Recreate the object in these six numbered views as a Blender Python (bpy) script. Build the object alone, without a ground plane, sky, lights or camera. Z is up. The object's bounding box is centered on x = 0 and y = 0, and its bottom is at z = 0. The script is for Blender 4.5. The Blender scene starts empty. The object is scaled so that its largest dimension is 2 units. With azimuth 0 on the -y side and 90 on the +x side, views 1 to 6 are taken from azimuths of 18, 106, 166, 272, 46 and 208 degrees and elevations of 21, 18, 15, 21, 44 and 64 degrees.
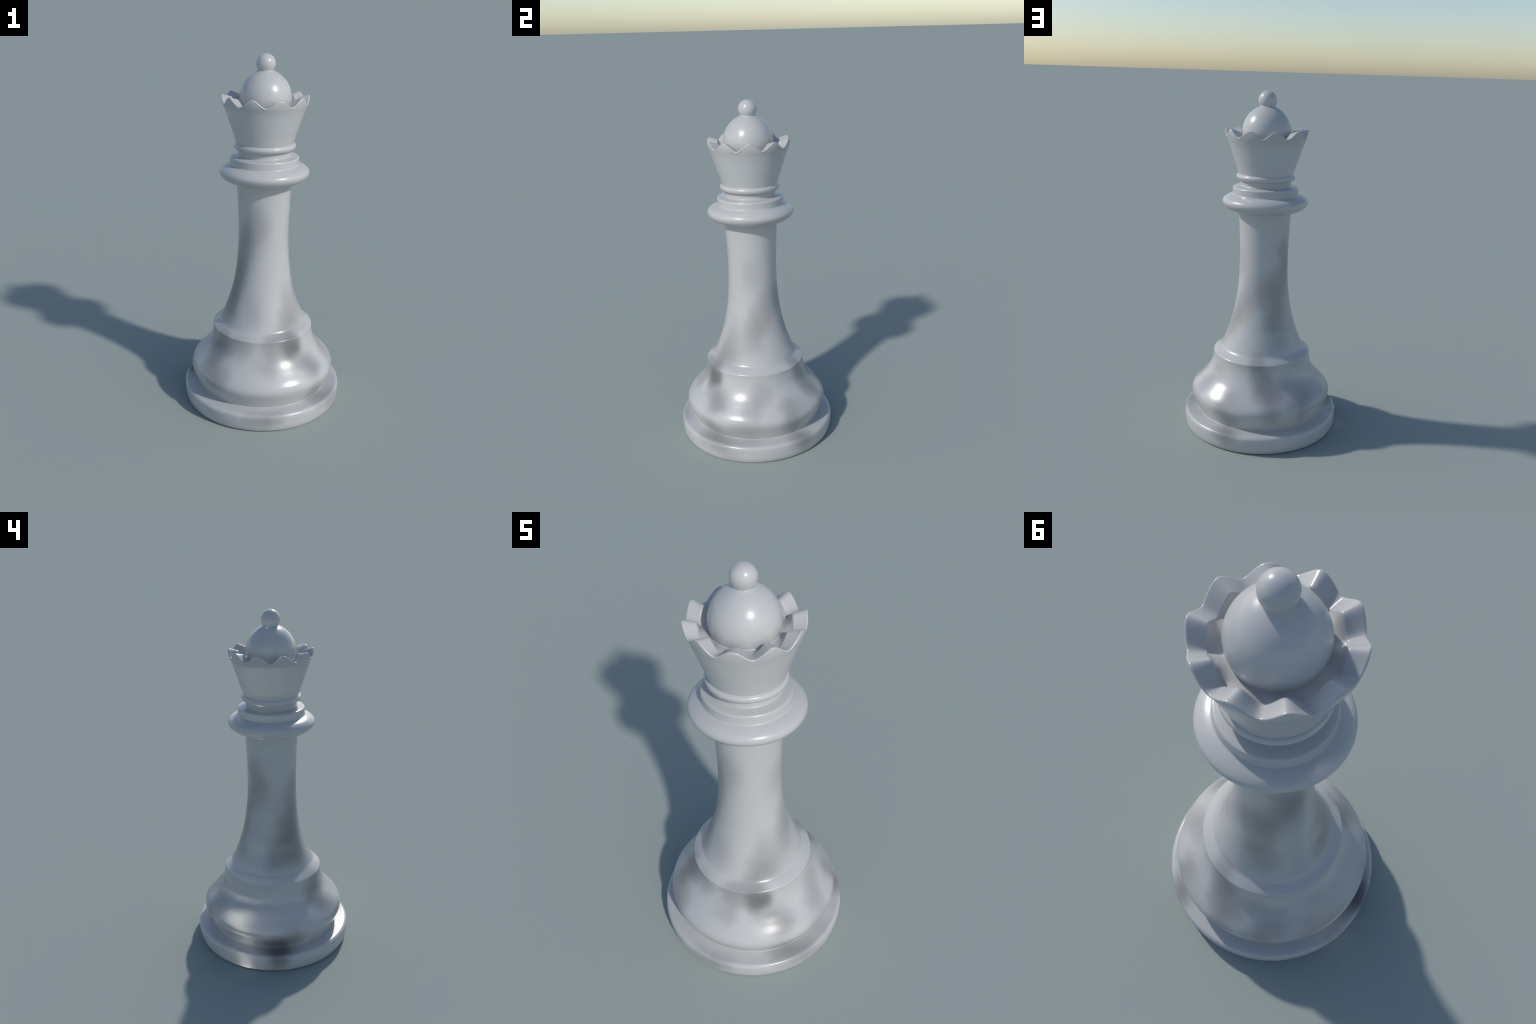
import bpy, math
import numpy as np

# ---------------------------------------------------------------------------
# A turned chess queen: one lathe profile from the foot to the finial, with the
# crown rim waved into ten points.  The whole body is built as one smooth grid
# (profile rows x azimuth columns) and then split into its turned parts.
# ---------------------------------------------------------------------------
COLUMNS = 480
TEETH = 10
TIP_PHASE = math.radians(18)
RIM_MEAN, RIM_AMPLITUDE = 1.7716, 0.0208
STEP = 0.0035


def smooth(points):
    """Dense curve through a few control points (centripetal Catmull-Rom)."""
    p = np.array(points, float)
    if len(p) == 2:
        n = max(2, int(np.linalg.norm(p[1] - p[0]) / STEP) + 1)
        return p[0] + (p[1] - p[0]) * np.linspace(0, 1, n)[:, None]
    q = np.vstack([2 * p[0] - p[1], p, 2 * p[-1] - p[-2]])
    out = []
    for i in range(1, len(q) - 2):
        a, b, c, d = q[i - 1:i + 3]
        ta = 0.0
        tb = ta + np.linalg.norm(b - a) ** 0.5
        tc = tb + np.linalg.norm(c - b) ** 0.5
        td = tc + np.linalg.norm(d - c) ** 0.5
        n = max(3, int(np.linalg.norm(c - b) / STEP) + 1)
        for t in np.linspace(tb, tc, n, endpoint=False):
            ab = (tb - t) / (tb - ta) * a + (t - ta) / (tb - ta) * b
            bc = (tc - t) / (tc - tb) * b + (t - tb) / (tc - tb) * c
            cd = (td - t) / (td - tc) * c + (t - tc) / (td - tc) * d
            abc = (tc - t) / (tc - ta) * ab + (t - ta) / (tc - ta) * bc
            bcd = (td - t) / (td - tb) * bc + (t - tb) / (td - tb) * cd
            out.append((tc - t) / (tc - tb) * abc + (t - tb) / (tc - tb) * bcd)
    out.append(p[-1])
    return np.array(out)


def arc(radius, z_centre, from_deg, to_deg):
    """Part of a ball centred on the axis, by elevation angle."""
    n = max(6, int(abs(to_deg - from_deg) * math.pi / 180 * radius / STEP))
    a = np.radians(np.linspace(from_deg, to_deg, n))
    return np.stack([radius * np.cos(a), z_centre + radius * np.sin(a)], -1)


def trim(curve, length, at_start):
    c = curve if at_start else curve[::-1]
    seg = np.linalg.norm(np.diff(c, axis=0), axis=1)
    s = np.concatenate([[0], np.cumsum(seg)])
    length = min(length, s[-1] * 0.45)
    i = np.searchsorted(s, length, side="right") - 1
    f = (length - s[i]) / seg[i]
    start = c[i] + (c[i + 1] - c[i]) * f
    rest = c[i + 1:]
    if len(rest) > 1 and np.linalg.norm(rest[0] - start) < 0.0008:
        rest = rest[1:]
    c = np.vstack([start, rest])
    return c if at_start else c[::-1]


# Crown wall: radius on the outside as a function of height.
OUTSIDE = [(0.1565, 1.5345), (0.1665, 1.5680), (0.1807, 1.6100), (0.1972, 1.6600), (0.2072, 1.6900), (0.2174, 1.7180),
           (0.2272, 1.7430), (0.2326, 1.7630), (0.2358, 1.7905)]
TOP, TOP_Z = 0.0519, 1.9481

# (part, curve, fillet length to the next curve)
SECTIONS = [
    ("base_plate", smooth([(0.0, 0.0), (0.4485, 0.0)]), 0.009),
    ("base_plate", smooth([(0.4485, 0.0), (0.4575, 0.022), (0.4618, 0.055), (0.4624, 0.080), (0.4610, 0.1045)]), 0.019),
    ("base_plate", smooth([(0.4610, 0.1045), (0.3800, 0.1110)]), 0.0035),
    ("bulb", smooth([(0.3800, 0.1110), (0.4005, 0.158), (0.4155, 0.196), (0.4185, 0.2185), (0.4125, 0.2405), (0.3975, 0.2620),
                     (0.3600, 0.3020), (0.3280, 0.3390), (0.3045, 0.3790), (0.2930, 0.418), (0.2893, 0.447), (0.2893, 0.4690)]), 0.005),
    ("bulb", smooth([(0.2893, 0.4690), (0.2440, 0.5010)]), 0.012),
    ("stem", smooth([(0.2440, 0.5010), (0.2236, 0.5500), (0.2011, 0.611), (0.1754, 0.700), (0.1565, 0.800), (0.1457, 0.900),
                     (0.1418, 1.000), (0.1421, 1.100), (0.1453, 1.200), (0.1510, 1.3160)]), 0.005),
    ("collar", smooth([(0.1510, 1.3160), (0.1750, 1.3205), (0.2020, 1.3300), (0.2250, 1.3420), (0.2400, 1.3570), (0.2466, 1.3740),
                       (0.2430, 1.3890), (0.2300, 1.4020), (0.2110, 1.4120), (0.1893, 1.4190)]), 0.004),
    ("collar_disc", smooth([(0.1893, 1.4190), (0.1885, 1.4615)]), 0.009),
    ("collar_disc", smooth([(0.1885, 1.4615), (0.1440, 1.4690)]), 0.004),
    ("neck", smooth([(0.1440, 1.4690), (0.1440, 1.4985)]), 0.004),
    ("neck_ring", smooth([(0.1440, 1.4985), (0.1575, 1.5015), (0.1658, 1.5090), (0.1690, 1.5185), (0.1672, 1.5270), (0.1625, 1.5325), (0.1565, 1.5345)]), 0.0025),
    ("crown", smooth(OUTSIDE), 0.0085),
    ("crown", smooth([(0.2358, 1.7905), (0.1780, 1.7760)]), 0.005),
    ("crown", smooth([(0.1780, 1.7760), (0.1655, 1.7480), (0.1480, 1.7320), (0.1318, 1.7265)]), 0.004),
    ("dome", smooth([(0.1318, 1.7265), (0.1370, 1.7440), (0.1396, 1.7610), (0.1400, 1.7760), (0.1388, 1.7900), (0.1355, 1.8085), (0.1280, 1.8300),
                     (0.1158, 1.8530), (0.1000, 1.8732), (0.0835, 1.8888), (0.0640, 1.9023), (0.0425, 1.9130)]), 0.0018),
    ("finial", np.vstack([[(0.0425, 1.9130)], arc(TOP, TOP_Z, -32, 90)]), 0.0),
]


def profile():
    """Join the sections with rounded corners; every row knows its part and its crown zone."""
    curves = [c.copy() for _, c, _ in SECTIONS]
    for i in range(len(curves) - 1):
        d = SECTIONS[i][2]
        curves[i] = trim(curves[i], d, False)
        curves[i + 1] = trim(curves[i + 1], d, True)
    rows, part = [], []
    for i, c in enumerate(curves):
        rows += list(c)
        part += [SECTIONS[i][0]] * len(c)
        if i + 1 < len(curves):
            a, b = c[-1], curves[i + 1][0]
            corner = (SECTIONS[i][1][-1] + SECTIONS[i + 1][1][0]) / 2
            for t in np.linspace(0, 1, 10)[1:-1]:
                rows.append((1 - t) ** 2 * a + 2 * t * (1 - t) * corner + t * t * b)
                part.append(SECTIONS[i][0] if t < 0.5 else SECTIONS[i + 1][0])
    return np.array(rows), part


def wave(angle):
    """Height of the crown rim: ten points, slightly sharper than a sine."""
    t = TEETH * (angle - TIP_PHASE)
    w = (np.cos(t) + 0.03 * np.cos(3 * t)) / 1.03
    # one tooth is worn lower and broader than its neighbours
    worn = np.exp(-(np.degrees(np.arctan2(np.sin(angle + math.radians(54)), np.cos(angle + math.radians(54)))) / 11) ** 2)
    return w - 0.30 * worn * (w > 0) * np.abs(w) ** 1.5


def body():
    rows, part = profile()
    rim_out, rim_z0 = 0.2358, 1.7905
    angle = np.arange(COLUMNS) * 2 * math.pi / COLUMNS
    w = wave(angle)
    shift = RIM_MEAN + RIM_AMPLITUDE * w - rim_z0              # rim drop against the tip height
    outside = np.array(smooth(OUTSIDE))
    r = np.repeat(rows[:, :1], COLUMNS, 1)
    z = np.repeat(rows[:, 1:], COLUMNS, 1)
    for i, p in enumerate(part):
        if p != "crown":
            continue
        r0, z0 = rows[i]
        on_wall = np.interp(z0, outside[:, 1], outside[:, 0])
        if r0 > on_wall - 0.0008 and z0 < 1.782:                          # outer wall
            k = np.clip((z0 - 1.68) / (1.7815 - 1.68), 0, 1)
            z[i] = z0 + shift * k
            r[i] = np.interp(z[i], outside[:, 1], outside[:, 0]) + (r0 - on_wall)
        elif r0 > 0.1785:                                                 # rim and tooth tops
            z[i] = z0 + shift
            edge = np.interp(rim_z0 + shift, outside[:, 1], outside[:, 0]) - rim_out
            r[i] = r0 + edge * np.clip((r0 - 0.178) / (rim_out - 0.178), 0, 1)
        else:                                                             # inside of the bowl
            z[i] = z0 + shift * np.clip((z0 - 1.7265) / (1.7715 - 1.7265), 0, 1)
    x, y = r * np.cos(angle), r * np.sin(angle)
    pts = np.stack([x, y, z], -1)
    return pts, part


# Grey clouds in the milky stone: (azimuth in degrees, height, reach, strength);
# each is a soft round cloud on the turned surface.
CLOUDS = [
    (-4, 0.057, 0.049, 0.25), (-71, 0.066, 0.038, 0.50), (54, 0.067, 0.044, 0.50), (-80, 0.070, 0.038, 0.30), (-64, 0.096, 0.046, 0.40),
    (48, 0.105, 0.041, 0.30), (53, 0.108, 0.051, 0.45), (-21, 0.108, 0.060, 0.30), (-12, 0.109, 0.054, 0.55),
    (-25, 0.138, 0.055, 0.50), (8, 0.175, 0.068, 0.40), (-164, 0.181, 0.059, 0.50), (47, 0.182, 0.050, 0.55),
    (114, 0.210, 0.041, 0.35), (-113, 0.218, 0.045, 0.35), (87, 0.224, 0.046, 0.50), (109, 0.256, 0.047, 0.30), (52, 0.266, 0.055, 0.28),
    (-111, 0.266, 0.052, 0.40), (119, 0.273, 0.050, 0.35), (-22, 0.277, 0.044, 0.25), (45, 0.281, 0.040, 0.25), (-121, 0.285, 0.045, 0.30),
    (-128, 0.293, 0.049, 0.40), (-23, 0.300, 0.050, 0.38), (13, 0.301, 0.048, 0.33), (89, 0.309, 0.046, 0.50), (123, 0.310, 0.051, 0.30), (-17, 0.314, 0.050, 0.20),
    (81, 0.319, 0.049, 0.45), (-127, 0.339, 0.052, 0.52), (-66, 0.345, 0.047, 0.33), (-32, 0.353, 0.050, 0.45), (22, 0.360, 0.050, 0.28), (108, 0.363, 0.041, 0.30),
    (78, 0.394, 0.052, 0.75), (-128, 0.405, 0.058, 0.70), (-118, 0.414, 0.050, 0.55), (-39, 0.418, 0.046, 1.50), (-96, 0.432, 0.050, 0.30), (-60, 0.438, 0.050, 0.53),
    (74, 0.483, 0.040, 0.50), (-45, 0.488, 0.044, 0.38), (-35, 0.529, 0.047, 0.55), (-7, 0.548, 0.049, 0.20), (-24, 0.572, 0.053, 0.42), (177, 0.580, 0.036, 0.50),
    (-135, 0.586, 0.048, 0.50), (-86, 0.610, 0.040, 0.25), (-167, 0.612, 0.043, 0.45), (12, 0.638, 0.050, 0.30), (-155, 0.644, 0.066, 0.75), (108, 0.650, 0.051, 0.63),
    (-138, 0.680, 0.047, 0.60), (15, 0.682, 0.050, 0.34), (-24, 0.685, 0.041, 0.25), (-159, 0.704, 0.052, 0.35), (102, 0.721, 0.042, 0.40), (-142, 0.752, 0.052, 0.40),
    (32, 0.765, 0.048, 0.40), (-133, 0.808, 0.046, 0.60), (106, 0.815, 0.048, 0.45), (79, 0.856, 0.043, 0.30), (-147, 0.856, 0.058, 0.45), (55, 0.859, 0.049, 0.30),
    (113, 0.896, 0.051, 0.67), (-121, 0.949, 0.052, 0.60), (152, 0.975, 0.047, 0.62), (12, 1.032, 0.045, 0.20), (-115, 1.038, 0.039, 0.35), (137, 1.051, 0.047, 0.50),
    (-86, 1.087, 0.050, 0.43), (138, 1.117, 0.047, 0.30),
]
CLEAR_SPOTS = [(159, 0.060, 0.050, 0.60), (143, 0.243, 0.065, 0.25), (152, 0.270, 0.090, 0.40)]
DARK_SPOTS = [(-174, 0.108, 0.045, 1.00), (-39, 0.420, 0.040, 0.25), (-176, 0.140, 0.050, 1.30), (173, 0.135, 0.045, 0.80), (-165, 0.165, 0.050, 0.50), (-177, 0.060, 0.045, 0.60)]
SPREAD = 2.3
STEM_STRETCH = 0.62
MILKY, CLOUD_CLEARNESS = 0.29, 0.35         # how clear the stone is, and how much clearer in a cloud
PALE = (0.61, 0.61, 0.612, 1)
GREY = (0.27, 0.27, 0.272, 1)
DARK = (0.05, 0.05, 0.052, 1)


def finish_material():
    rows, _ = profile()
    mat = bpy.data.materials.new("clouded_milky_stone")
    mat.use_nodes = True
    nt = mat.node_tree
    new, link = nt.nodes.new, nt.links.new
    bsdf = nt.nodes["Principled BSDF"]

    where = new("ShaderNodeTexCoord").outputs["Object"]
    # ragged outlines: push the lookup position about with soft noise
    wobble = new("ShaderNodeTexNoise")
    wobble.inputs["Scale"].default_value = 9.0
    wobble.inputs["Detail"].default_value = 1.0
    link(where, wobble.inputs["Vector"])
    centred = new("ShaderNodeVectorMath"); centred.operation = "SUBTRACT"
    link(wobble.outputs["Color"], centred.inputs[0])
    centred.inputs[1].default_value = (0.5, 0.5, 0.5)
    pushed = new("ShaderNodeVectorMath"); pushed.operation = "MULTIPLY_ADD"
    link(centred.outputs[0], pushed.inputs[0])
    pushed.inputs[1].default_value = (0.05, 0.05, 0.05)
    link(where, pushed.inputs[2])

    # on the stem the clouds are drawn out upwards
    drawn = new("ShaderNodeVectorMath"); drawn.operation = "MULTIPLY"
    link(pushed.outputs[0], drawn.inputs[0])
    drawn.inputs[1].default_value = (1, 1, STEM_STRETCH)

    def gather(clouds):
        """Soft union of round clouds: 1 - exp(-sum)."""
        total = None
        for azimuth, height, reach, strength in clouds:
            near = np.abs(rows[:, 1] - height)
            radius = rows[near < near.min() + 0.002, 0].max()
            a = math.radians(azimuth)
            away = new("ShaderNodeVectorMath"); away.operation = "DISTANCE"
            on_stem = height > 0.52
            link((drawn if on_stem else pushed).outputs[0], away.inputs[0])
            away.inputs[1].default_value = (radius * math.cos(a), radius * math.sin(a), height * (STEM_STRETCH if on_stem else 1))
            strength *= 0.68 if on_stem else 0.70 if height < 0.2 and clouds is CLOUDS else 0.85
            soft = new("ShaderNodeMapRange"); soft.interpolation_type = "SMOOTHERSTEP"
            link(away.outputs["Value"], soft.inputs["Value"])
            soft.inputs["From Min"].default_value = reach * SPREAD
            soft.inputs["From Max"].default_value = 0.0
            soft.inputs["To Min"].default_value = 0.0
            soft.inputs["To Max"].default_value = -strength
            if total is None:
                total = soft.outputs["Result"]
            else:
                add = new("ShaderNodeMath"); add.operation = "ADD"
                link(total, add.inputs[0]); link(soft.outputs["Result"], add.inputs[1])
                total = add.outputs[0]
        power = new("ShaderNodeMath"); power.operation = "EXPONENT"
        link(total, power.inputs[0])
        inverse = new("ShaderNodeMath"); inverse.operation = "SUBTRACT"
        inverse.inputs[0].default_value = 1.0
        link(power.outputs[0], inverse.inputs[1])
        return inverse.outputs[0]

    grey, clear = gather(CLOUDS), gather(CLEAR_SPOTS)
    see = new("ShaderNodeMath"); see.operation = "MULTIPLY_ADD"; see.use_clamp = True
    link(grey, see.inputs[0])
    see.inputs[1].default_value = CLOUD_CLEARNESS
    see.inputs[2].default_value = MILKY
    more = new("ShaderNodeMath"); more.operation = "MULTIPLY_ADD"; more.use_clamp = True
    link(clear, more.inputs[0])
    more.inputs[1].default_value = 1.0 - MILKY
    link(see.outputs[0], more.inputs[2])
    link(more.outputs[0], bsdf.inputs["Transmission Weight"])
    mix = new("ShaderNodeMix"); mix.data_type = "RGBA"
    link(grey, mix.inputs["Factor"])
    mix.inputs["A"].default_value = PALE
    mix.inputs["B"].default_value = GREY
    deep = new("ShaderNodeMix"); deep.data_type = "RGBA"
    link(gather(DARK_SPOTS), deep.inputs["Factor"])
    link(mix.outputs["Result"], deep.inputs["A"])
    deep.inputs["B"].default_value = DARK
    link(deep.outputs["Result"], bsdf.inputs["Base Color"])
    bsdf.inputs["Roughness"].default_value = 0.27
    bsdf.inputs["IOR"].default_value = 1.5
    return mat


def build():
    pts, part = body()
    n_rows = len(part)
    # collapse the two poles to single vertices
    verts = [tuple(pts[0, 0] * [0, 0, 1])]
    for i in range(1, n_rows - 1):
        verts += [tuple(v) for v in pts[i]]
    verts.append((0, 0, 2.0))
    last = len(verts) - 1
    idx = lambda i, j: 0 if i == 0 else last if i == n_rows - 1 else 1 + (i - 1) * COLUMNS + j % COLUMNS
    faces, owner = [], []
    for i in range(n_rows - 1):
        for j in range(COLUMNS):
            f = [idx(i, j), idx(i, j + 1), idx(i + 1, j + 1), idx(i + 1, j)]
            f = list(dict.fromkeys(f))
            faces.append(f)
            owner.append(part[i])
    whole = bpy.data.meshes.new("whole")
    whole.from_pydata(verts, [], faces)
    whole.update()
    normals = np.array([v.normal[:] for v in whole.vertices])
    mat = finish_material()

    queen = bpy.data.objects.new("chess_queen", None)
    bpy.context.scene.collection.objects.link(queen)
    queen["label"] = "glossy pale grey chess queen with waved crown and ball finial"
    queen["category"] = "chess piece"

    co = np.array(verts)
    for name in dict.fromkeys(part):
        mine = [f for f, o in zip(faces, owner) if o == name]
        used = sorted({v for f in mine for v in f})
        remap = {v: k for k, v in enumerate(used)}
        me = bpy.data.meshes.new(name)
        me.from_pydata([tuple(co[v]) for v in used], [], [[remap[v] for v in f] for f in mine])
        me.update()
        me.polygons.foreach_set("use_smooth", [True] * len(me.polygons))
        me.normals_split_custom_set_from_vertices([tuple(normals[v]) for v in used])
        me.materials.append(mat)
        ob = bpy.data.objects.new(name, me)
        bpy.context.scene.collection.objects.link(ob)
        ob.parent = queen
    bpy.data.meshes.remove(whole)


build()
